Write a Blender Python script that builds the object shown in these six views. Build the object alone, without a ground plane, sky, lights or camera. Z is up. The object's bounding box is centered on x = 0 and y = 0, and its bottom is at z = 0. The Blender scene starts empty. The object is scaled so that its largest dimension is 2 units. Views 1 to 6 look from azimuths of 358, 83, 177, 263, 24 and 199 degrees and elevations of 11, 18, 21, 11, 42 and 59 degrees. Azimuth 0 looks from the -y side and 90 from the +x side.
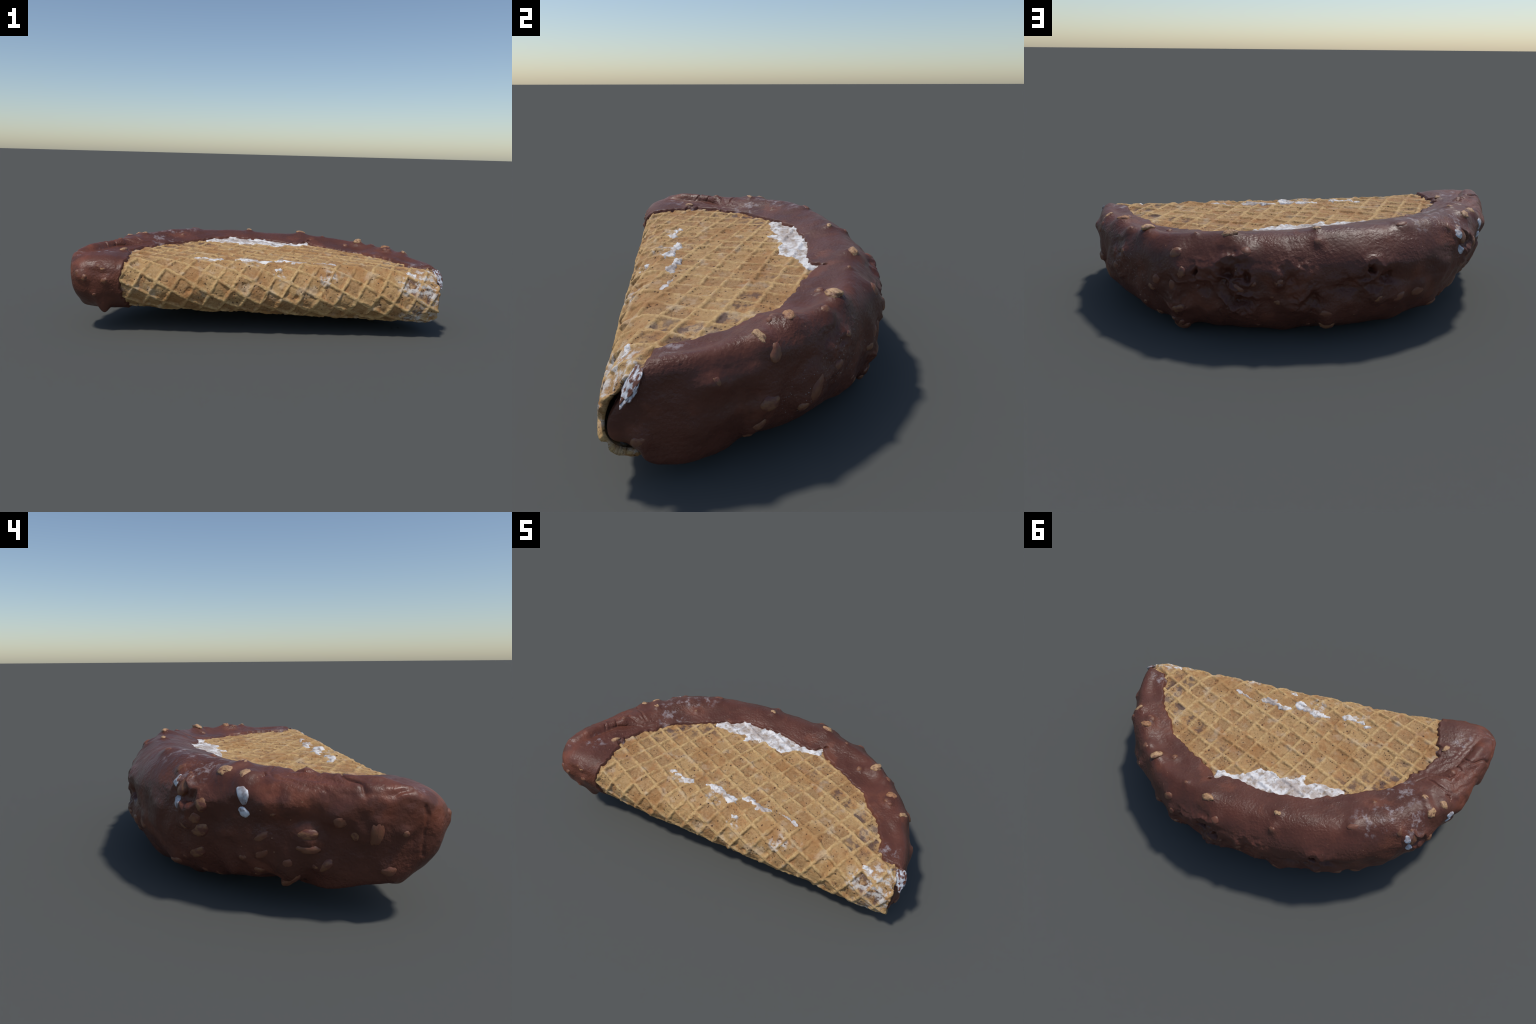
"""Chocolate-dipped waffle taco: a folded waffle shell lying on its side, its round
edge dipped in milk chocolate with chopped peanuts."""
import bpy, math
import numpy as np
from mathutils import Vector

VOXEL = 0.0035

# ------------------------------------------------------------------ numeric helpers
def smooth(a, b, x):
    t = np.clip((x - a) / (b - a), 0, 1)
    return t * t * (3 - 2 * t)

def noise(p, scale, seed=0):
    """Gradient noise in numpy, about -1 to 1."""
    q = p * scale + seed * 17.31
    i = np.floor(q).astype(np.int64)
    w = q - i
    t = w * w * w * (w * (w * 6 - 15) + 10)
    out = 0
    for dx in (0, 1):
        for dy in (0, 1):
            for dz in (0, 1):
                h = ((i[:, 0] + dx) * 73856093) ^ ((i[:, 1] + dy) * 19349663) ^ ((i[:, 2] + dz) * 83492791) ^ (seed * 2654435)
                h = (h ^ (h >> 13)) * 1274126177
                h = (h ^ (h >> 16)) & 0xFFFFFF
                a, b = h / 0xFFFFFF * 2 * np.pi, ((h * 7919) & 0xFFFF) / 0xFFFF * 2 - 1
                r = np.sqrt(1 - b * b)
                g = r * np.cos(a) * (w[:, 0] - dx) + r * np.sin(a) * (w[:, 1] - dy) + b * (w[:, 2] - dz)
                out = out + g * (t[:, 0] if dx else 1 - t[:, 0]) * (t[:, 1] if dy else 1 - t[:, 1]) * (t[:, 2] if dz else 1 - t[:, 2])
    return out * 1.6

def hash2(i, j, seed=0):
    return np.mod(np.sin(i * 127.1 + j * 311.7 + seed * 74.7) * 43758.5453, 1.0)

def polyline_distance(pts, line, closed=False):
    line = np.asarray(line, float)
    nxt = np.roll(line, -1, 0) if closed else line[1:]
    best = np.full(len(pts), 9.0)
    for a, b in zip(line, nxt):
        d = b - a
        t = np.clip((pts - a) @ d / max(d @ d, 1e-12), 0, 1)
        best = np.minimum(best, np.linalg.norm(pts - a - t[:, None] * d, axis=1))
    return best

def inside(pts, poly):
    x, y = pts[:, 0], pts[:, 1]
    res = np.zeros(len(pts), bool)
    for (x0, y0), (x1, y1) in zip(poly, np.roll(poly, -1, 0)):
        if y0 != y1:
            res ^= ((y0 > y) != (y1 > y)) & (x < (x1 - x0) * (y - y0) / (y1 - y0) + x0)
    return res

def catmull(points, n, closed=True):
    p = np.asarray(points, float)
    k = len(p)
    out = []
    segs = k if closed else k - 1
    for i in range(segs):
        g = (lambda j: p[j % k]) if closed else (lambda j: p[min(max(j, 0), k - 1)])
        a, b, c, d = g(i - 1), g(i), g(i + 1), g(i + 2)
        t = np.linspace(0, 1, 30, endpoint=False)[:, None]
        out.append(.5 * (2 * b + (c - a) * t + (2 * a - 5 * b + 4 * c - d) * t ** 2 + (3 * b - a - 3 * c + d) * t ** 3))
    q = np.vstack(out + ([out[0][:1]] if closed else [p[-1:]]))
    s = np.r_[0, np.cumsum(np.linalg.norm(np.diff(q, axis=0), axis=1))]
    u = np.linspace(0, s[-1], n, endpoint=not closed)
    return np.stack([np.interp(u, s, q[:, j]) for j in range(q.shape[1])], 1)

# ------------------------------------------------------------------ body shape
OUTLINE = [(.965, -.478), (.945, -.490), (.90, -.494), (.6, -.500), (.2, -.505), (-.2, -.508), (-.6, -.511), (-.88, -.514), (-.96, -.497), (-.992, -.45),
           (-.995, -.36), (-.955, -.19), (-.875, .04), (-.735, .235), (-.58, .37), (-.4, .455), (-.26, .49), (-.1, .508),
           (.17, .50), (.31, .477), (.53, .40), (.71, .27), (.84, .125), (.925, -.03), (.97, -.19), (.98, -.32),
           (.976, -.42)]

def top_plane(x, y):
    hump = .022 * np.exp(-((x + .26) / .36) ** 2 - ((y - .21) / .13) ** 2)   # the sheet swells under the filling
    dent = .012 * np.exp(-((x - .62) / .13) ** 2 - ((y - .11) / .11) ** 2)
    return .385 - .025 * x + .02 * y + hump - dent

def bottom_plane(x, y):
    return .060 - .03 * x - .11 * y

def build_body():
    P = catmull(OUTLINE, 700)
    x, y = P[:, 0], P[:, 1]
    S = np.stack([.78 * x, np.full_like(y, -.1)], 1)
    L = np.linalg.norm(S - P, axis=1)
    front = smooth(-.40, -.48, y)                 # 1 along the fold, 0 elsewhere
    end = smooth(.75, .93, np.abs(x)) * (1 - front)
    back = (1 - front) * (1 - end)
    left = smooth(-.5, -.9, x)
    tip = smooth(.8, .93, x) * smooth(-.15, -.34, y) * (1 - front)      # flat right end of the filling
    Rt = front * (.15 - .05 * left) + end * (.07 - .028 * left) + back * (.12 - .035 * smooth(.45, .7, x))
    Rb = front * (.15 + .05 * left) + end * (.16 + .06 * left - .08 * tip) + back * .20
    nt = front * (2.0 + .5 * left) + end * (2.3 + .3 * left) + back * 2.2
    nb = front * 2.0 + end * (1.9 + .4 * tip) + back * 1.9
    ze = front * (.235 - .055 * x + .035 * left) + (1 - front) * (.275 - .02 * x + .06 * left)
    right = smooth(.3, .65, x)
    rim = (1 - front) * (.034 - .014 * smooth(.35, .8, x) - .010 * smooth(.75, .95, x) - .006 * smooth(-.7, -.95, x))
    inset = (.019 + .009 * smooth(.75, .95, x) - .018 * tip) * (1 - front) + .020 * front * left      # room for the coating
    rows = []
    def place(f, a, top):
        f = f + (inset / L) * (1 - f)
        f = f * .97
        q = P * (1 - f)[:, None] + S * f[:, None]
        d = f * L - inset
        if top:
            z = top_plane(q[:, 0], q[:, 1]) + rim * np.exp(-((d - .13 + .06 * right) / (.085 - .03 * right)) ** 2) * smooth(.95, .6, f)
            z = ze + (z - ze) * np.sin(a) ** (2 / nt)
        else:
            z = bottom_plane(q[:, 0], q[:, 1])
            z = ze + (z - ze) * np.sin(a) ** (2 / nb)
        rows.append(np.c_[q, z])
    for i in range(40, 0, -1):                    # top face, centre to rim
        f0 = Rt / L
        place(f0 + (1 - f0) * (i / 40) , math.pi / 2, True)
    for a in np.linspace(math.pi / 2, 0, 40):
        place(Rt * (1 - np.cos(a) ** (2 / nt)) / L, a, True)
    for a in np.linspace(0, math.pi / 2, 40)[1:]:
        place(Rb * (1 - np.cos(a) ** (2 / nb)) / L, a, False)
    for i in range(1, 41):
        f0 = Rb / L
        place(f0 + (1 - f0) * (i / 40), math.pi / 2, False)
    V = np.array(rows)
    r, c = V.shape[:2]
    idx = np.arange(r * c).reshape(r, c)
    A, B = idx[:-1], idx[1:]
    F = np.stack([A, np.roll(A, -1, 1), np.roll(B, -1, 1), B], -1).reshape(-1, 4)
    V = V.reshape(-1, 3)
    caps, k = [], len(V)
    for j, ring in enumerate((idx[0], idx[-1])):   # close both poles with a fan
        V = np.vstack([V, V[ring].mean(0)])
        nxt = np.roll(ring, -1)
        centre = np.full(c, k + j)
        caps.append(np.stack([centre, nxt, ring] if j == 0 else [centre, ring, nxt], 1))
    tri = np.vstack([F[:, [0, 1, 2]], F[:, [0, 2, 3]]] + caps)
    return V, tri[:, ::-1]

def mesh_from(name, V, F):
    me = bpy.data.meshes.new(name)
    me.vertices.add(len(V)); me.vertices.foreach_set("co", np.ascontiguousarray(V, np.float32).ravel())
    k = F.shape[1]
    me.loops.add(F.size); me.loops.foreach_set("vertex_index", np.ascontiguousarray(F, np.int32).ravel())
    me.polygons.add(len(F)); me.polygons.foreach_set("loop_start", np.arange(0, F.size, k, dtype=np.int32))
    me.update(calc_edges=True); me.validate()
    me.polygons.foreach_set("use_smooth", np.ones(len(me.polygons), bool))
    return me

def remeshed(V, F, voxel):
    ob = bpy.data.objects.new("tmp_body", mesh_from("tmp_body", V, F))
    bpy.context.scene.collection.objects.link(ob)
    m = ob.modifiers.new("r", "REMESH"); m.mode = "VOXEL"; m.voxel_size = voxel
    ev = ob.evaluated_get(bpy.context.evaluated_depsgraph_get())
    me = ev.to_mesh()
    v = np.empty(len(me.vertices) * 3, np.float32); me.vertices.foreach_get("co", v)
    n = np.empty(len(me.vertices) * 3, np.float32); me.vertices.foreach_get("normal", n)
    f = np.empty(len(me.loops), np.int32); me.loops.foreach_get("vertex_index", f)
    assert len(me.loops) == 4 * len(me.polygons)
    v, n, f = v.reshape(-1, 3).astype(float), n.reshape(-1, 3).astype(float), f.reshape(-1, 4)
    ev.to_mesh_clear()
    bpy.data.objects.remove(ob)
    return v, n, f


v, n, f = remeshed(*build_body(), VOXEL)
for _ in range(3):                                # soften the normals that relief follows
    acc = np.zeros_like(n); cnt = np.zeros(len(n))
    for k in range(4):
        np.add.at(acc, f[:, k], n[f].sum(1)); np.add.at(cnt, f[:, k], 1)
    n = acc / np.linalg.norm(acc, axis=1)[:, None]

# ------------------------------------------------------------------ unrolled coordinates of the folded sheet
FOLD_Y, FOLD_R = -.355, .145                      # axis of the fold and its radius
def fold_axis_z(x):
    return .235 - .055 * x

def unrolled(p):
    x, y, z = p.T
    dz = z - fold_axis_z(x)
    phi = np.arctan2(np.maximum(FOLD_Y - y, 0), dz)
    s = np.where(y < FOLD_Y, FOLD_Y - FOLD_R * phi, np.where(dz > 0, y, 2 * FOLD_Y - math.pi * FOLD_R - y))
    return np.stack([x, s], 1)

MID_S = FOLD_Y - FOLD_R * math.pi / 2
# edge of the bare waffle: from the left end of the fold, round the dipped edge, to the right end
EDGE = [(-.72, MID_S), (-.712, -.50), (-.698, -.44), (-.692, -.40), (-.704, -.338), (-.706, -.275), (-.725, -.215), (-.698, -.164), (-.655, -.108),
        (-.61, -.073), (-.587, -.014), (-.49, .061), (-.405, .102), (-.317, .149), (-.182, .215), (-.087, .222),
        (.039, .241), (.116, .228), (.199, .203), (.285, .196), (.311, .232), (.374, .183), (.451, .133), (.555, .073),
        (.634, .027), (.672, -.036), (.749, -.114), (.789, -.192), (.82, -.27), (.854, -.352), (.90, -.36), (.94, -.365), (.948, -.43), (.95, MID_S)]
edge = np.array(EDGE)
under = edge[-2:0:-1].copy()                      # the same edge mirrored on the side it lies on, a little shorter
under[:, 0] = np.minimum(under[:, 0], .948 - .9 * np.clip(under[:, 1] - FOLD_Y + .08, 0, .10))
edge = np.vstack([edge, np.c_[under[:, 0], 2 * MID_S - under[:, 1]]])

uv = unrolled(v)
dist = polyline_distance(uv, edge, True)
sd = np.where(inside(uv, edge), -dist, dist)      # > 0 where chocolate lies
jag = .009 * noise(v, 16, 1) + .007 * noise(v, 42, 2)
sd = sd + jag * smooth(.93, .88, v[:, 0])

# ------------------------------------------------------------------ waffle relief
CELL, ANGLE, ORIGIN = .0865, math.radians(-25.6), (.352, -.119)
def lattice(q):
    x, s = q[:, 0], q[:, 1]
    x = x + .008 * np.sin(s * 9 + 1) + .005 * np.sin(x * 7)
    s = s + .008 * np.sin(x * 6 + 2)
    dx, ds = x - ORIGIN[0], s - ORIGIN[1]
    return (dx * math.cos(ANGLE) + ds * math.sin(ANGLE)) / CELL, (-dx * math.sin(ANGLE) + ds * math.cos(ANGLE)) / CELL

lu, lv = lattice(uv)
iu, iv = np.floor(lu), np.floor(lv)
fu, fv = lu - iu, lv - iv
ridge = np.minimum(np.minimum(fu, 1 - fu), np.minimum(fv, 1 - fv)) * CELL
ridge = ridge + .0045 * noise(v, 24, 3) + .0022 * noise(v, 80, 4)
on_fold = smooth(-.30, -.42, uv[:, 1]) * smooth(2 * MID_S + .30, 2 * MID_S + .42, uv[:, 1])
depth = .0068 + .0035 * on_fold
depth = depth * (.7 + .6 * hash2(iu, iv, 3)) * (1 + .35 * noise(v, 6, 5))
tilt = ((fu - .5) * (hash2(iu, iv, 5) - .5) + (fv - .5) * (hash2(iu, iv, 6) - .2)) * (.006 + .009 * on_fold)
floor = smooth(.002, .0155, ridge)
x_ = v[:, 0]
worn = smooth(.10, .65, noise(v, 9, 91) + .5 * noise(v, 30, 92))      # ridges worn down or broken away
waffle = .0035 + (.0025 + .005 * smooth(-.1, .6, x_) - .003 * smooth(-.3, -.6, x_)) * on_fold - depth * np.maximum(floor, .7 * worn) + tilt * floor + .0012 * noise(v, 55, 6) + .0012 * noise(v, 110, 7) + .0035 * noise(v, 13, 9) - .004 * smooth(.45, .75, noise(v, 34, 93)) + .006 * noise(v, 4.5, 8) * on_fold
# holes baked into the shell: x, y, z, radius, depth
PITS = [(.366, -.454, .331, .012, .022), (.339, -.497, .261, .022, .025), (-.368, -.509, .254, .014, .018), (-.083, -.499, .285, .011, .013),
        (.147, -.504, .244, .010, .014), (.535, -.478, .293, .009, .014), (.193, -.505, .222, .013, .014), (.101, -.455, .34, .010, .008),
        (-.15, -.024, .39, .010, .010), (.101, -.168, .381, .010, .009), (-.031, -.196, .384, .011, .010), (-.354, -.318, .39, .011, .012),
        (.217, -.141, .379, .008, .008), (-.161, -.212, .387, .010, .007), (.25, -.505, .17, .014, .016), (-.2, -.49, .16, .014, .016),
        (.62, -.49, .19, .013, .014), (-.5, -.505, .21, .012, .014)]
for x, y, z, r, d in PITS:
    q = v - (x, y, z)
    waffle -= d * np.exp(-((q ** 2).sum(1) / r ** 2) ** 1.3)

# ------------------------------------------------------------------ chocolate relief
x, y, z = v.T
wall = smooth(.5, .1, np.abs(n[:, 2]))            # side walls
back_wall = wall * smooth(.05, .3, y)
lip = -.010 - .004 * wall + .022 * smooth(-.006, .011, sd)
choc = lip + .004 * smooth(.0, .06, sd)
choc += smooth(.0, .04, sd) * (.0075 * noise(v, 4.2, 11) + .0045 * noise(v, 9, 12) + .002 * noise(v, 22, 13) * (.4 + wall) + .0007 * noise(v, 75, 14))
choc += smooth(.02, .08, sd) * wall * smooth(-.46, -.3, y) * (.016 * noise(v * (1, 1, 1.6), 5.5, 15) + .009 * noise(v, 11, 16) + .004 * noise(v, 21, 10))
# seam half way up the round wall where the two dips met: an overhanging upper band over a pitted furrow
furrow_z = .255 - .03 * x + .02 * noise(v, 3, 17)
choc -= back_wall * (.002 + .014 * noise(v, 6, 18)) * np.exp(-((z - furrow_z) / .045) ** 2) * smooth(.62, .4, np.abs(x))
choc += back_wall * .005 * np.exp(-((z - furrow_z - .085) / .035) ** 2) * smooth(.62, .4, np.abs(x))
choc -= .022 * np.exp(-(((v - (-.72, .23, .15)) / (.14, .14, .12)) ** 2).sum(1)) + .010 * np.exp(-(((v - (.93, -.02, .15)) / (.1, .12, .10)) ** 2).sum(1))   # flatter places low on the wall
# burst bubbles: x, y, z, radius, depth
BUBBLES = [(.429, .429, .315, .014, .055), (.397, .452, .24, .034, .016), (.234, .484, .316, .026, .022), (.281, .482, .202, .020, .030),
           (.236, .488, .179, .026, .020), (.308, .472, .296, .040, .020), (-.258, .481, .327, .018, .042), (-.247, .492, .238, .020, .044),
           (-.332, .476, .271, .026, .026), (-.167, .504, .262, .045, .022), (-.811, .027, .428, .010, .012), (-.712, -.262, .412, .018, .030), (-.722, -.228, .412, .012, .022), (.325, .235, .40, .010, .018), (.345, .245, .40, .009, .018), (.10, .505, .30, .022, .016), (-.03, .505, .21, .03, .016)]
warp = v + .016 * np.stack([noise(v, 26, 81), noise(v, 26, 82), noise(v, 26, 83)], 1) + .006 * np.stack([noise(v, 70, 84), noise(v, 70, 85), noise(v, 70, 86)], 1)
for bx, by, bz, r, d in BUBBLES:
    rr = np.sqrt(((warp - (bx, by, bz)) ** 2).sum(1)) / r
    choc += -d * np.exp(-rr ** 3.5)
# torn, wrinkled skin round the bubbles: x, y, z, radius, strength
TORN = [(.30, .475, .30, .085, 1.0), (.27, .48, .19, .08, .9), (.41, .44, .30, .06, .5), (-.28, .48, .28, .09, .6), (.04, .50, .30, .09, .5), (0, .50, .20, .09, .5), (.53, .39, .2, .09, .4), (.78, .19, .27, .09, .3), (-.70, .26, .36, .07, .5)]
torn = np.zeros(len(v))
for bx, by, bz, r, k in TORN:
    torn = np.maximum(torn, k * np.exp(-(((v - (bx, by, bz)) ** 2).sum(1) / r ** 2) ** 1.5))
choc += torn * (.036 * (.72 - 2.2 * np.abs(noise(warp * (1, 1, 1.5), 8.5, 87))) + .010 * (.55 - 2 * np.abs(noise(warp, 22, 88))))
# cracks across the broken coating at the left end
CRACKS = [[(-.645, -.018, .42), (-.696, -.064, .42), (-.697, -.12, .42), (-.719, -.138, .42), (-.819, -.221, .42), (-.845, -.281, .42), (-.888, -.384, .42)],
          [(-.706, -.039, .43), (-.773, -.005, .44), (-.836, -.007, .43), (-.885, -.088, .42), (-.931, -.165, .41), (-.96, -.26, .41), (-.975, -.37, .40)],
          [(-.811, -.218, .42), (-.836, -.148, .43), (-.796, -.073, .43), (-.764, -.08, .43), (-.70, -.07, .42)],
          [(-.813, -.263, .42), (-.879, -.202, .43), (-.949, -.255, .41)],
          [(-.99, -.415, .372), (-.998, -.413, .333), (-.996, -.415, .275), (-.99, -.413, .234)]]
m = np.where((x < -.55) & (z > .2))[0]
pm = v[m]
for k, c in enumerate(CRACKS):
    q = pm + .010 * np.stack([noise(pm, 25, 21 + k), noise(pm, 25, 31 + k), 0 * pm[:, 0]], 1)
    flat = (1, 1, .35) if k < 4 else (.2, 1, 1)
    d = polyline_distance(q * flat, np.array(c) * flat)
    w, dp = (.004, .006) if k < 4 else (.005, .006)
    choc[m] += -dp * np.exp(-(d / w) ** 2) + (.002 * np.exp(-((d - .014) / .009) ** 2) if k < 4 else 0)
# dark gap between the end of the shell and the filling at the right end
end_zone = smooth(.90, .935, x) * smooth(-.36, -.41, y)
choc -= end_zone * .012 * smooth(.04, .005, sd)
gap = smooth(.90, .935, x) * smooth(-.40, -.43, y) * smooth(.32, .28, z) * smooth(.09, .13, z)
choc -= gap * .022 * np.exp(-((sd - .006) / .012) ** 2) * (1 + .4 * noise(v, 14, 40))

# ------------------------------------------------------------------ peanuts: x, y, z, length, width, share showing, turn
SHOWN = [(.866, -.060, .38, .050, .030, .55, 1.9), (.782, .040, .39, .058, .040, .60, .3), (.726, .158, .385, .036, .030, .30, .2),
         (.646, .208, .40, .066, .040, .75, .5), (.562, .178, .40, .036, .028, .40, 1.5), (.294, .362, .425, .062, .040, .60, .2),
         (-.055, .355, .43, .034, .028, .55, .9), (-.478, .170, .42, .022, .018, .30, .4), (-.698, .070, .445, .034, .028, .45, .7),
         (-.791, .072, .43, .052, .044, .45, 1.2), (-.735, .125, .43, .056, .042, .45, .3), (-.757, -.266, .41, .050, .030, .60, 0),
         (-.804, -.112, .44, .026, .022, .25, .3), (.235, .444, .383, .044, .040, .25, .8), (-.052, .423, .42, .030, .028, .30, .2),
         (-.409, .316, .44, .050, .026, .35, .1), (.507, .373, .36, .056, .040, .35, .7), (-.615, .261, .42, .036, .028, .35, .9),
         (.774, -.002, .385, .030, .024, .30, .6), (.434, .312, .42, .020, .016, .30, .6), (.889, -.02, .35, .055, .035, .35, 1.3),
         (.484, .413, .30, .044, .030, .30, 1.3), (.531, .399, .235, .060, .030, .35, 1.5), (.517, .396, .157, .060, .044, .30, .4),
         (.109, .501, .289, .032, .030, .25, 0), (.108, .499, .19, .034, .026, .25, 0), (-.09, .496, .16, .060, .040, .20, .2),
         (-.383, .454, .193, .055, .036, .30, .5), (-.093, .467, .089, .060, .040, .30, .1), (-.576, .307, .092, .050, .036, .3, .2),
         (.505, .36, .068, .060, .04, .3, 0), (.61, .29, .07, .05, .035, .25, 0), (.205, .495, .28, .026, .02, .2, 0), (.789, -.014, .383, .03, .02, .2, .3),
         (-.291, .479, .198, .044, .03, .3, .3), (.845, .115, .205, .085, .042, .40, 1.2), (.924, -.029, .202, .055, .040, .40, .2),
         (.925, -.061, .12, .05, .035, .3, .4), (.974, -.388, .161, .045, .03, .25, .4), (.60, .358, .25, .05, .035, .3, .9), (.793, .184, .246, .045, .03, .25, .4),
         (.86, .085, .151, .05, .035, .25, .3), (-.679, .249, .39, .075, .045, .30, 1.4), (-.753, .21, .341, .045, .04, .3, .4), (-.734, .236, .297, .05, .04, .3, .9),
         (-.734, .232, .25, .07, .05, .3, .3), (-.978, -.281, .30, .080, .040, .40, 1.5), (-.953, -.184, .334, .045, .04, .25, .6),
         (-.923, -.093, .275, .055, .028, .35, .1), (-.915, -.095, .233, .060, .026, .40, .0), (-.909, -.146, .178, .060, .028, .35, .7),
         (-.855, .036, .203, .055, .024, .35, .7), (-.868, .042, .258, .050, .024, .30, .7), (-.846, -.055, .132, .075, .03, .35, .9),
         (-.692, .24, .153, .075, .04, .30, .5), (-.966, -.324, .181, .04, .03, .3, .3), (-.809, .091, .167, .03, .024, .25, .3),
         (-.885, -.038, .199, .04, .03, .25, .9), (-.993, -.356, .296, .024, .02, .3, .3), (-.814, .031, .129, .045, .03, .3, .2), (-.478, .418, .207, .06, .04, .3, .6),
         (-.813, -.49, .35, .026, .016, .50, .1), (-.80, -.505, .30, .038, .030, .35, .4), (-.905, -.509, .313, .034, .034, .30, .3),
         (-.86, -.50, .22, .026, .022, .3, 0), (-.835, -.495, .37, .018, .014, .3, .4)]
rng = np.random.default_rng(7)
cand = np.where((sd > .05) & ((wall > .3) | (z < .25)) & (x > -.99))[0]
for i in rng.choice(cand, 24, replace=False):     # the small crumbs under the coating
    a = rng.uniform(.018, .042)
    SHOWN.append((*v[i], a, a * rng.uniform(.55, .85), rng.uniform(.12, .28), rng.uniform(0, 3.1)))
nut_at = []
for px, py, pz, a, b, show, turn in SHOWN:
    q = v - (px, py, pz)
    d2 = (q ** 2).sum(1)
    i = int(np.argmin(d2 + 9 * (sd < .012)))
    r = .5 * (a + b) * .62
    d2 = ((v - v[i]) ** 2).sum(1)
    choc += min(.017, .38 * b) * np.exp(-(d2 / ((1.25 if show > .42 else 1.5) * r) ** 2) ** 1.2)
    nut_at.append((i, a, b, show, turn))

# ------------------------------------------------------------------ displaced surfaces
pull = np.zeros_like(v)
# hanging drips: x, y, radius, length
DRIPS = [(-.825, -.44, .034, .052), (-.85, -.05, .055, .042), (-.72, .12, .03, .02), (-.09, .46, .034, .022), (.51, .34, .06, .032), (.66, .24, .05, .024), (.36, .40, .05, .02), (-.80, -.20, .05, .02),
         (-.95, -.36, .03, .02), (.08, .40, .06, .012), (-.38, .36, .05, .012)]
for dx_, dy_, r, l in DRIPS:
    d2 = (x - dx_) ** 2 + (y - dy_) ** 2
    pull[:, 2] -= l * np.exp(-(d2 / r ** 2) ** 1.2) * smooth(.25, -.3, n[:, 2]) * smooth(.26, .18, z)
choc_v = v + n * choc[:, None] + pull
choc_v[:, 2] = np.maximum(choc_v[:, 2], 0)        # it rests on its lowest drips
waffle_v = v + n * waffle[:, None]

def compact(V, F):
    used, inv = np.unique(F.ravel(), return_inverse=True)
    return V[used], inv.reshape(F.shape), used

def put(name, me, parent, material):
    ob = bpy.data.objects.new(name, me)
    bpy.context.scene.collection.objects.link(ob)
    ob.parent = parent
    if material and not me.materials:
        me.materials.append(material)
    return ob

# ------------------------------------------------------------------ materials
class Nodes:
    """Small helper that writes node formulas."""
    def __init__(self, name):
        self.mat = bpy.data.materials.new(name)
        self.mat.use_nodes = True
        self.t = self.mat.node_tree
        self.bsdf = self.t.nodes["Principled BSDF"]
        self.co = self.t.nodes.new("ShaderNodeTexCoord").outputs["Object"]
    def link(self, value, socket):
        if isinstance(value, bpy.types.NodeSocket):
            self.t.links.new(value, socket)
        elif isinstance(value, tuple) and len(value) == 3 and socket.type == "RGBA":
            socket.default_value = (*value, 1)
        else:
            socket.default_value = value
    def m(self, op, a, b=0.0, c=0.0):
        k = self.t.nodes.new("ShaderNodeMath"); k.operation = op
        for v_, s_ in zip((a, b, c), k.inputs):
            self.link(v_, s_)
        return k.outputs[0]
    def noise(self, scale, detail=4, rough=.55, co=None):
        k = self.t.nodes.new("ShaderNodeTexNoise")
        k.inputs["Scale"].default_value, k.inputs["Detail"].default_value, k.inputs["Roughness"].default_value = scale, detail, rough
        self.link(co or self.co, k.inputs["Vector"])
        return k.outputs["Fac"]
    def voronoi(self, scale, out="Distance", co=None):
        k = self.t.nodes.new("ShaderNodeTexVoronoi"); k.inputs["Scale"].default_value = scale
        self.link(co or self.co, k.inputs["Vector"])
        return k.outputs[out]
    def ramp(self, x, a, b, lo=0.0, hi=1.0):
        k = self.t.nodes.new("ShaderNodeMapRange"); k.interpolation_type = "SMOOTHSTEP"
        for v_, s_ in zip((x, a, b, lo, hi), k.inputs):
            self.link(v_, s_)
        return k.outputs[0]
    def mix(self, f_, a, b):
        k = self.t.nodes.new("ShaderNodeMix"); k.data_type = "RGBA"
        self.link(f_, k.inputs[0]); self.link(a, k.inputs[6]); self.link(b, k.inputs[7])
        return k.outputs[2]
    def xyz(self):
        k = self.t.nodes.new("ShaderNodeSeparateXYZ"); self.t.links.new(self.co, k.inputs[0])
        return k.outputs
    def combine(self, a, b, c=0.0):
        k = self.t.nodes.new("ShaderNodeCombineXYZ")
        for v_, s_ in zip((a, b, c), k.inputs):
            self.link(v_, s_)
        return k.outputs[0]
    def white(self, vec, seed):
        k = self.t.nodes.new("ShaderNodeTexWhiteNoise"); k.noise_dimensions = "4D"
        self.link(vec, k.inputs["Vector"]); k.inputs["W"].default_value = seed
        return k.outputs["Value"]
    def near(self, spots):
        """1 inside soft ellipsoids (x, y, z, radius), 0 outside."""
        best = None
        for x_, y_, z_, r_ in spots:
            k = self.t.nodes.new("ShaderNodeVectorMath"); k.operation = "DISTANCE"
            self.t.links.new(self.co, k.inputs[0]); k.inputs[1].default_value = (x_, y_, z_)
            d = self.m("SUBTRACT", 1.0, self.m("DIVIDE", k.outputs["Value"], r_))
            best = d if best is None else self.m("MAXIMUM", best, d)
        return self.m("MAXIMUM", best, 0.0)
    def bump(self, height, strength, distance=.004):
        k = self.t.nodes.new("ShaderNodeBump")
        k.inputs["Strength"].default_value, k.inputs["Distance"].default_value = strength, distance
        self.link(height, k.inputs["Height"])
        self.t.links.new(k.outputs[0], self.bsdf.inputs["Normal"])
    def done(self, colour, rough, **other):
        self.link(colour, self.bsdf.inputs["Base Color"]); self.link(rough, self.bsdf.inputs["Roughness"])
        for k_, v_ in other.items():
            self.bsdf.inputs[k_.replace("_", " ")].default_value = v_
        return self.mat

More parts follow.
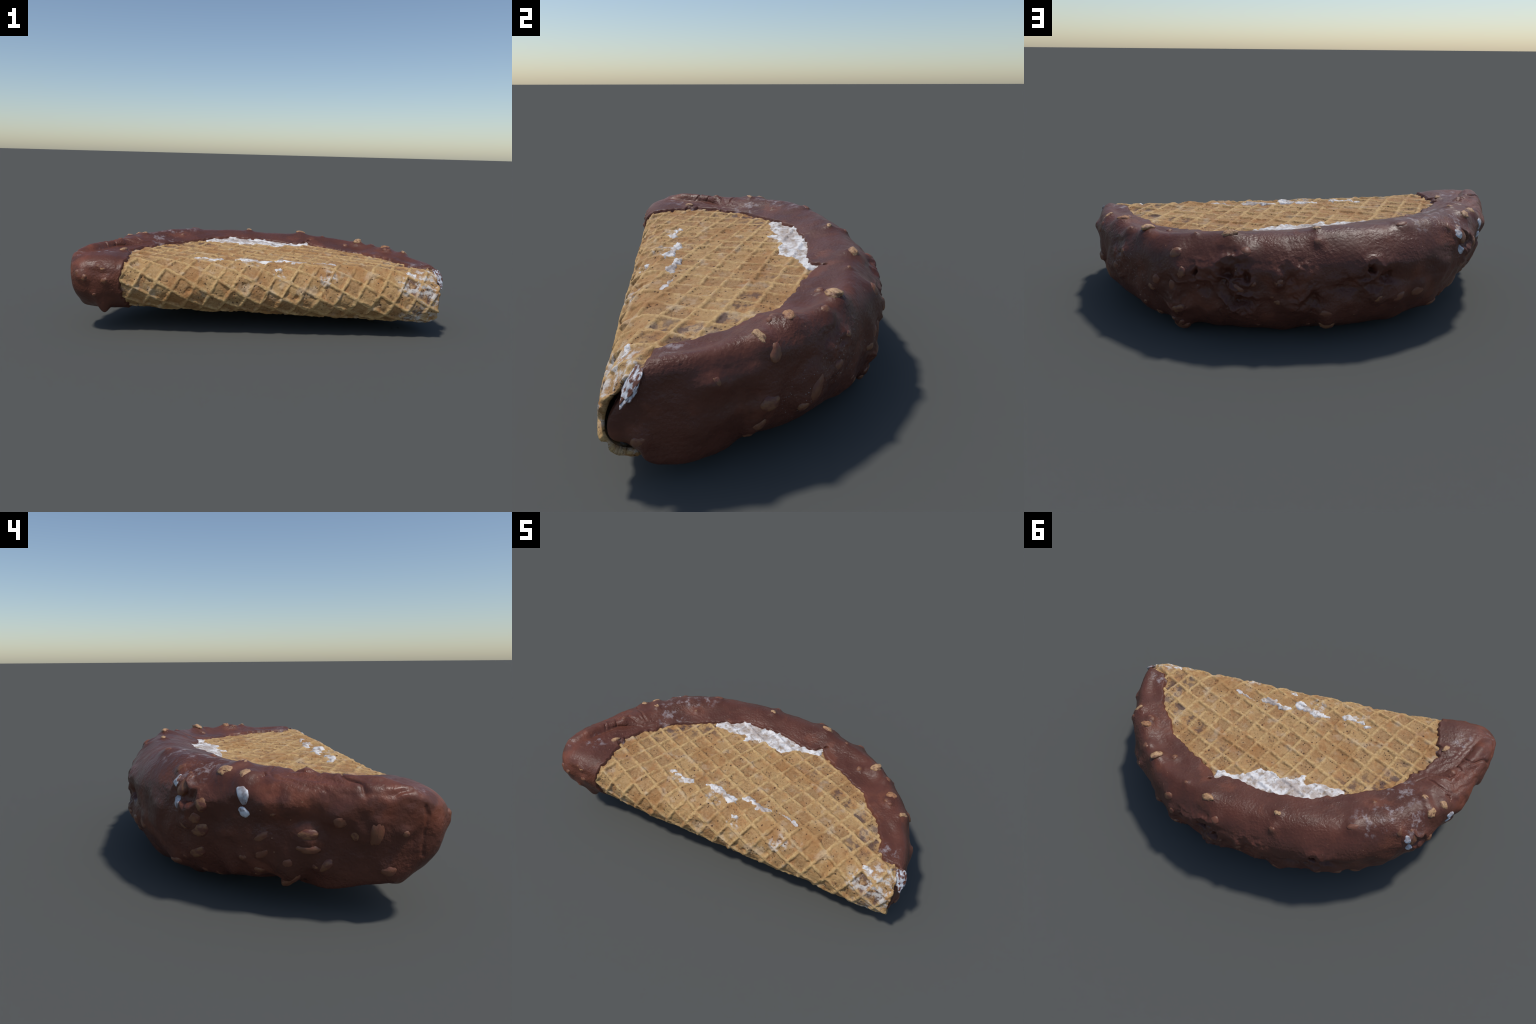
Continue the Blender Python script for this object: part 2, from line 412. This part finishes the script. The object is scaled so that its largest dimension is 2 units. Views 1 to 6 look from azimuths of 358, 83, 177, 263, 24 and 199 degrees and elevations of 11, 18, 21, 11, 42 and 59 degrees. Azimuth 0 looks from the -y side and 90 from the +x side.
def waffle_material():
    N = Nodes("baked_waffle")
    X, Y, Z = N.xyz()
    m = N.m
    dz = m("SUBTRACT", Z, m("MULTIPLY_ADD", X, -.055, .235))
    phi = m("ARCTAN2", m("MAXIMUM", m("SUBTRACT", FOLD_Y, Y), 0.0), dz)
    s_fold = m("MULTIPLY_ADD", phi, -FOLD_R, FOLD_Y)
    up = m("GREATER_THAN", dz, 0.0)
    s_flat = m("ADD", m("MULTIPLY", up, Y), m("MULTIPLY", m("SUBTRACT", 1.0, up), m("SUBTRACT", 2 * FOLD_Y - math.pi * FOLD_R, Y)))
    is_fold = m("LESS_THAN", Y, FOLD_Y)
    s = m("ADD", m("MULTIPLY", is_fold, s_fold), m("MULTIPLY", m("SUBTRACT", 1.0, is_fold), s_flat))
    x = m("ADD", X, m("ADD", m("MULTIPLY", m("SINE", m("MULTIPLY_ADD", s, 9.0, 1.0)), .008), m("MULTIPLY", m("SINE", m("MULTIPLY", X, 7.0)), .005)))
    s2 = m("ADD", s, m("MULTIPLY", m("SINE", m("MULTIPLY_ADD", x, 6.0, 2.0)), .008))
    dx, ds = m("SUBTRACT", x, ORIGIN[0]), m("SUBTRACT", s2, ORIGIN[1])
    c_, s_ = math.cos(ANGLE) / CELL, math.sin(ANGLE) / CELL
    u = m("ADD", m("MULTIPLY", dx, c_), m("MULTIPLY", ds, s_))
    w = m("ADD", m("MULTIPLY", dx, -s_), m("MULTIPLY", ds, c_))
    fu, fw = m("FRACT", u), m("FRACT", w)
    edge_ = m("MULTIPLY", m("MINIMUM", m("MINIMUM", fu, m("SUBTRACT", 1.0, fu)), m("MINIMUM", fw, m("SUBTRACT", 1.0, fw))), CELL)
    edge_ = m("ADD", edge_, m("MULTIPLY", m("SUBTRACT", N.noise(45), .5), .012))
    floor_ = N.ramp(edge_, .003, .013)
    cell = N.combine(m("FLOOR", u), m("FLOOR", w))
    r1, r2 = N.white(cell, 1.0), N.white(cell, 2.0)
    grain, broad = N.noise(70, 6, .7), N.noise(7, 3)
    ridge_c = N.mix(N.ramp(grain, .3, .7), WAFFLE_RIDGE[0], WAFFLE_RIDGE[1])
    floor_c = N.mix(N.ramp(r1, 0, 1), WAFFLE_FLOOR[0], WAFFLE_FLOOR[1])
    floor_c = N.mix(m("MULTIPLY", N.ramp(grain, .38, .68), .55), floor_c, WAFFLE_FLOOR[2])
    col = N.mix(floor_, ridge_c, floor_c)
    # toasted and pinkish patches
    col = N.mix(m("MULTIPLY", N.ramp(N.noise(19, 4), .52, .66), .6), col, (.42, .20, .075))
    col = N.mix(m("MULTIPLY", N.ramp(N.noise(33, 4), .55, .68), .5), col, (.26, .13, .055))
    col = N.mix(m("MULTIPLY", N.ramp(N.noise(13, 4), .55, .7), .45), col, (.60, .47, .33))
    col = N.mix(m("MULTIPLY", N.ramp(broad, .48, .68), .55), col, (.34, .15, .045))
    # chocolate and juice soaked into cells next to the dipped edge
    ex, ey = m("DIVIDE", X, .82), m("DIVIDE", m("ADD", Y, .50), .74)
    rad = m("SQRT", m("ADD", m("MULTIPLY", ex, ex), m("MULTIPLY", ey, ey)))
    stain = m("MULTIPLY", m("MULTIPLY", N.ramp(rad, .74, .93), N.ramp(r2, .35, .75)), m("MULTIPLY", floor_, N.ramp(N.noise(26, 3), .45, .62)))
    col = N.mix(m("MULTIPLY", stain, .8), col, (.085, .045, .045))
    # bubbles baked open: dark pores
    pore = m("MULTIPLY", N.ramp(m("ADD", N.voronoi(58), m("MULTIPLY", N.noise(60, 2), .16)), .34, .20), N.ramp(N.noise(16, 2), .43, .54))
    gash = N.ramp(m("ADD", N.voronoi(17), m("MULTIPLY", N.noise(50, 3), .30)), .26, .20)
    pore2 = m("MULTIPLY", N.ramp(N.voronoi(130), .25, .12), N.ramp(N.noise(11, 2), .45, .6))
    pores = m("MULTIPLY", m("MAXIMUM", m("MAXIMUM", pore, gash), m("MULTIPLY", pore2, .8)), m("MULTIPLY_ADD", floor_, .8, .2))
    col = N.mix(m("MULTIPLY", pores, .85), col, (.06, .026, .018))
    # frost on the shell at the right end and along the lower fold
    frost = N.near([(.85, -.45, .31, .10), (.90, -.475, .26, .10), (.78, -.47, .29, .07), (.93, -.43, .33, .08), (.85, -.44, .09, .14), (.10, -.46, .34, .05),
                    (.36, -.46, .32, .06), (-.28, -.34, .40, .05), (-.05, -.37, .37, .06)])
    frost = m("MULTIPLY", N.ramp(frost, 0, .5), N.ramp(N.noise(30, 5, .65), .47, .62))
    col = N.mix(m("MULTIPLY", frost, .85), col, (.66, .62, .58))
    N.bump(m("SUBTRACT", m("ADD", N.noise(120, 5, .65), m("MULTIPLY", N.noise(40, 3), .8)), m("MULTIPLY", pores, 1.6)), .55, .005)
    return N.done(col, .72, Specular_IOR_Level=.3)

def chocolate_material():
    N = Nodes("milk_chocolate")
    m = N.m
    col = N.mix(N.ramp(N.noise(5, 4), .35, .65), CHOC[0], CHOC[1])
    col = N.mix(m("MULTIPLY", N.ramp(N.noise(9, 3), .54, .7), .6), col, CHOC[2])       # thin coat, warmer
    col = N.mix(m("MULTIPLY", N.ramp(N.noise(160, 3, .7), .58, .75), .22), col, (.24, .115, .075))
    red = N.near([(-.98, -.45, .39, .12), (-.95, -.30, .42, .12), (-.90, -.05, .42, .16), (-.93, -.49, .33, .08)])
    col = N.mix(m("MULTIPLY", N.ramp(red, 0, .6), m("MULTIPLY", N.ramp(N.noise(14, 3), .4, .65), .5)), col, (.25, .070, .034))
    bloom = N.near([(-.466, .28, .46, .10), (-.525, .253, .46, .10), (-.579, .199, .45, .11), (-.551, .113, .42, .08), (-.625, .077, .43, .10),
                    (-.591, .011, .42, .07), (-.519, .037, .41, .06), (-.664, .204, .44, .10), (.87, -.31, .38, .08), (-.84, -.33, .42, .08), (-.96, -.40, .43, .05),
                    (-.70, -.26, .41, .05)])
    bloom = m("MULTIPLY", N.ramp(bloom, 0, .7), N.ramp(N.noise(24, 6, .7), .50, .66))
    col = N.mix(m("MULTIPLY", bloom, .6), col, (.42, .36, .36))
    crumbs = N.near([(.84, .10, .17, .14), (.78, .20, .26, .10), (.42, .45, .22, .06), (.72, .27, .25, .12), (.66, .31, .20, .1)])
    crumbs = m("MULTIPLY", N.ramp(crumbs, 0, .5), N.ramp(N.voronoi(95), .20, .10))
    col = N.mix(m("MULTIPLY", crumbs, .55), col, (.42, .38, .37))
    fleck = N.ramp(N.voronoi(28), .085, .05)
    fleck = m("MULTIPLY", fleck, N.ramp(N.noise(6, 2), .5, .6))
    col = N.mix(m("MULTIPLY", fleck, .6), col, (.40, .22, .13))
    h = m("ADD", m("MULTIPLY", N.noise(100, 2, .5), 1.0), m("MULTIPLY", N.noise(30, 2), .5))
    N.bump(m("MULTIPLY", h, N.ramp(N.noise(4, 2), .38, .6, .45, 1.15)), .5, .006)
    return N.done(col, N.ramp(N.noise(18, 4), .3, .7, .38, .55), Specular_IOR_Level=.38)

def peanut_material(name, bare):
    N = Nodes(name)
    k = N.t.nodes.new("ShaderNodeObjectInfo").outputs["Random"]
    nutty = N.mix(k, (.42, .20, .085), (.56, .34, .17)) if bare else N.mix(k, (.18, .068, .034), (.30, .145, .06))
    coat = N.mix(k, (.19, .066, .036), (.14, .045, .03))
    amount = N.ramp(N.noise(1.6 if bare else 1.3, 3), .40, .62 if bare else .56, .0 if bare else .35, .75 if bare else 1.0)
    col = N.mix(amount, nutty, coat)
    N.bump(N.noise(3, 4), .5 if bare else .2, .01)
    return N.done(col, .45)

def ice_cream_material():
    N = Nodes("frozen_ice_cream")
    m = N.m
    col = N.mix(N.ramp(N.noise(20, 5), .42, .62), (.80, .77, .75), (.50, .42, .37))
    col = N.mix(m("MULTIPLY", N.ramp(N.noise(45, 5), .52, .66), .8), col, (.36, .26, .17))
    N.bump(m("ADD", N.noise(90, 5, .65), N.noise(30, 3)), .6, .006)
    return N.done(col, .5)

def clean_ice_cream_material(name, cocoa, grain):
    N = Nodes(name)
    col = N.mix(N.ramp(N.noise(grain, 4), .40, .66), (.66, .67, .71), (.30, .25, .25))  # white cooled to blue-grey: shade on the wall drops tinted into the colour
    col = N.mix(N.ramp(N.noise(grain * .8, 3), .62 - cocoa, .70 - cocoa), col, (.14, .05, .03))
    return N.done(col, .5)

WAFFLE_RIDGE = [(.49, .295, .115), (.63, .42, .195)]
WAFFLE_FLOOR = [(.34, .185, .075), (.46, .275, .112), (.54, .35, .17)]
CHOC = [(.092, .0295, .0175), (.128, .0415, .025), (.178, .055, .029)]
WAFFLE, CHOCOLATE, SMEAR, DROP = waffle_material(), chocolate_material(), ice_cream_material(), clean_ice_cream_material("melted_ice_cream", .02, 30)
TONGUE = clean_ice_cream_material("cocoa_streaked_ice_cream", .15, 2.2)
NUT_BARE, NUT_COATED = peanut_material("roasted_peanut", True), peanut_material("coated_peanut", False)

# ------------------------------------------------------------------ objects
root = bpy.data.objects.new("chocolate_waffle_taco", None)
bpy.context.scene.collection.objects.link(root)
root["label"] = "folded waffle taco dipped in milk chocolate and chopped peanuts"
root["category"] = "ice cream"

# the shell: a thin baked sheet with its own rim
at_end = (x > .90) & (uv[:, 1] < -.36)
keep = np.where(at_end, sd < .003, sd < .022)
wf = f[keep[f].all(1)]
V0, F0, used = compact(waffle_v, wf)
inner = v[used] - n[used] * .011
edges = np.sort(np.stack([F0, np.roll(F0, -1, 1)], -1).reshape(-1, 2), 1)
directed = np.stack([F0, np.roll(F0, -1, 1)], -1).reshape(-1, 2)
_, inv, cnt = np.unique(edges[:, 0] * (len(V0) + 1) + edges[:, 1], return_inverse=True, return_counts=True)
border = directed[cnt[inv] == 1]
k = len(V0)
rim_faces = np.stack([border[:, 1], border[:, 0], border[:, 0] + k, border[:, 1] + k], 1)
put("waffle_shell", mesh_from("waffle_shell", np.vstack([V0, inner]), np.vstack([F0, F0[:, ::-1] + k, rim_faces])), root, WAFFLE)

cf = f[(sd > -.010)[f].all(1)]
V0, F0, _ = compact(choc_v, cf)
put("chocolate_coating", mesh_from("chocolate_coating", V0, F0), root, CHOCOLATE)

# ice cream pressed out over the shell: a wide patch under the coating's edge and a row of dabs on the fold
PATCH = [(-.33, .128), (-.22, .120), (-.155, .110), (-.103, .085), (-.06, .125), (.003, .125), (.083, .105), (.15, .125), (.206, .172), (.33, .18), (.33, .26), (.05, .275), (-.18, .25), (-.34, .17)]
ps = np.array(PATCH)
near_patch = polyline_distance(uv, ps, True)
patch = np.where(inside(uv, ps), near_patch, -near_patch) + .012 * noise(v, 22, 51) + .008 * noise(v, 55, 52)
DABS = [[(.386, -.341, .026, .011, -.5), (.35, -.326, .02, .006, -.4)], [(.305, -.315, .03, .007, -.2)], [(.212, -.330, .034, .014, .2), (.175, -.315, .03, .010, 0), (.125, -.302, .032, .014, .1)],
        [(.036, -.346, .030, .024, -.3), (.005, -.332, .03, .016, 0), (-.065, -.312, .045, .019, -.1), (-.10, -.305, .03, .008, 0)], [(-.225, -.332, .030, .016, .3), (-.26, -.325, .03, .008, 0)],
        [(-.295, -.320, .034, .007, -.1)], [(-.34, -.30, .02, .008, .2)], [(.10, -.435, .016, .012, .3)], [(.80, -.415, .014, .010, .2), (.83, -.425, .010, .010, 0)]]
def smear(amount, full, base=waffle, material=SMEAR, name="ice_cream_smear"):
    sel = np.where(amount > -.004)[0]
    mask = np.zeros(len(v), bool); mask[sel] = True
    ff = f[mask[f].all(1)]
    if len(ff) == 0:
        return
    level = np.maximum(base, -.0045 if full else -.0025) + .0035 + .0015 * noise(v, 40, 60)
    h = (base - .004) + (level - base + .004) * smooth(-.001, .006, amount)
    V1, F1, _ = compact(v + n * h[:, None], ff)
    put(name, mesh_from(name, V1, F1), root, material)
# thin places where the shell shows through the patch
patch -= .03 * np.exp(-(((v - (.02, .16, .39)) ** 2).sum(1) / .022 ** 2)) + .035 * np.exp(-(((v - (-.13, .14, .39)) ** 2).sum(1) / .035 ** 2))
smear(patch, True)
on_top = (n[:, 2] > -.2)
for dab in DABS:
    best = np.full(len(v), -9.0)
    for cx, cs, rx, ry, turn in dab:
        a, b = uv[:, 0] - cx, uv[:, 1] - cs
        a, b = a * math.cos(turn) + b * math.sin(turn), -a * math.sin(turn) + b * math.cos(turn)
        rx, ry = rx * 1.15, ry * 1.25
        best = np.maximum(best, (1 - np.sqrt((a / rx) ** 2 + (b / ry) ** 2)) * ry)
    far = best < -.05
    amt = np.where(far, -9, best + .009 * noise(v, 38, 53) + .005 * noise(v, 90, 54))
    smear(np.where(on_top, amt, -9), False)

# ice cream that has wept through the coating: x, y, z, half width, half height
WEPT = [(-.660, .274, .396, .016, .034), (-.680, .287, .325, .014, .028), (-.835, .085, .382, .022, .021), (-.846, .092, .331, .021, .019)]
for px, py, pz, a, b in WEPT:
    i = int(np.argmin(((v - (px, py, pz)) ** 2).sum(1)))
    q = v - v[i]
    amt = (1 - np.sqrt((q[:, 0] ** 2 + q[:, 1] ** 2) / a ** 2 + q[:, 2] ** 2 / b ** 2)) * a
    bulge = choc + .0015 * smooth(0, .02, amt)
    smear(np.where(amt < -.03, -9, amt + .008 * noise(v, 32, 71) + .005 * noise(v, 75, 72)), False, bulge, DROP, "ice_cream_drop")

# ------------------------------------------------------------------ lumps: peanuts and ice cream drops
import bmesh
from mathutils import Quaternion
def lump_mesh(name, seed, rough, sub=4, point=0.0, fine=1.0):
    bm = bmesh.new()
    bmesh.ops.create_icosphere(bm, subdivisions=sub, radius=1)
    p = np.array([q.co for q in bm.verts])
    r = 1 + rough * noise(p, 1.1, seed) + fine * rough * (.5 * noise(p, 2.6, seed + 1) + .2 * noise(p, 6, seed + 2))
    p = p * r[:, None]
    if point:
        p[:, 0] += point * np.maximum(p[:, 0], 0) ** 2
    for q, c in zip(bm.verts, p):
        q.co = c
    me = bpy.data.meshes.new(name)
    bm.to_mesh(me); bm.free()
    me.polygons.foreach_set("use_smooth", np.ones(len(me.polygons), bool))
    return me

bare_meshes = [lump_mesh("peanut_piece", 60 + 5 * k, .32, 3) for k in range(6)]
coat_meshes = [lump_mesh("peanut_piece", 160 + 5 * k, .18, 3) for k in range(6)]
for me in bare_meshes: me.materials.append(NUT_BARE)
for me in coat_meshes: me.materials.append(NUT_COATED)

def stand(ob, p, normal, turn, size):
    rot = Vector(normal).to_track_quat("Z", "Y")
    ob.rotation_mode = "QUATERNION"
    ob.rotation_quaternion = rot @ Quaternion((0, 0, 1), turn)
    ob.location, ob.scale = p, size

for j, (i, a, b, show, turn) in enumerate(nut_at):
    bare = show > .42
    ob = put("peanut_piece", (bare_meshes if bare else coat_meshes)[j % 6], root, None)
    if not bare:
        a, b = a * 1.2, b * 1.25
    c = b * .85
    sink = show - .84 if bare else .5 * show - .53     # how far the middle of the piece stands over the coating
    spot = choc_v[i] + n[i] * c * sink
    spot[2] = max(spot[2], .66 * c)                # none reaches below the resting plane
    stand(ob, spot, n[i], turn, (a / 2, b / 2, c / 2))

# a tongue of ice cream squeezed out of the right end
tongue = lump_mesh("ice_cream_tongue", 341, .45, 5, .45, .45)
tongue.materials.append(TONGUE)
ob = put("ice_cream_tongue", tongue, root, None)
ob.rotation_mode = "QUATERNION"
ob.rotation_quaternion = Vector((.30, -.42, -.62)).to_track_quat("X", "Z")
i = int(np.argmin(((choc_v - (.965, -.40, .325)) ** 2).sum(1) + 9 * (sd < .005)))
ob.location, ob.scale = choc_v[i] - n[i] * .004, (.044, .030, .012)
ob.rotation_quaternion = Quaternion((0, 0, 1), 0) @ Vector((.25, -.45, -.75)).to_track_quat("X", "Z")

pts = np.vstack([np.array([ob_.matrix_basis @ Vector(c) for c in ob_.bound_box]) for ob_ in root.children])
print("extent", pts.min(0), pts.max(0), len(root.children))
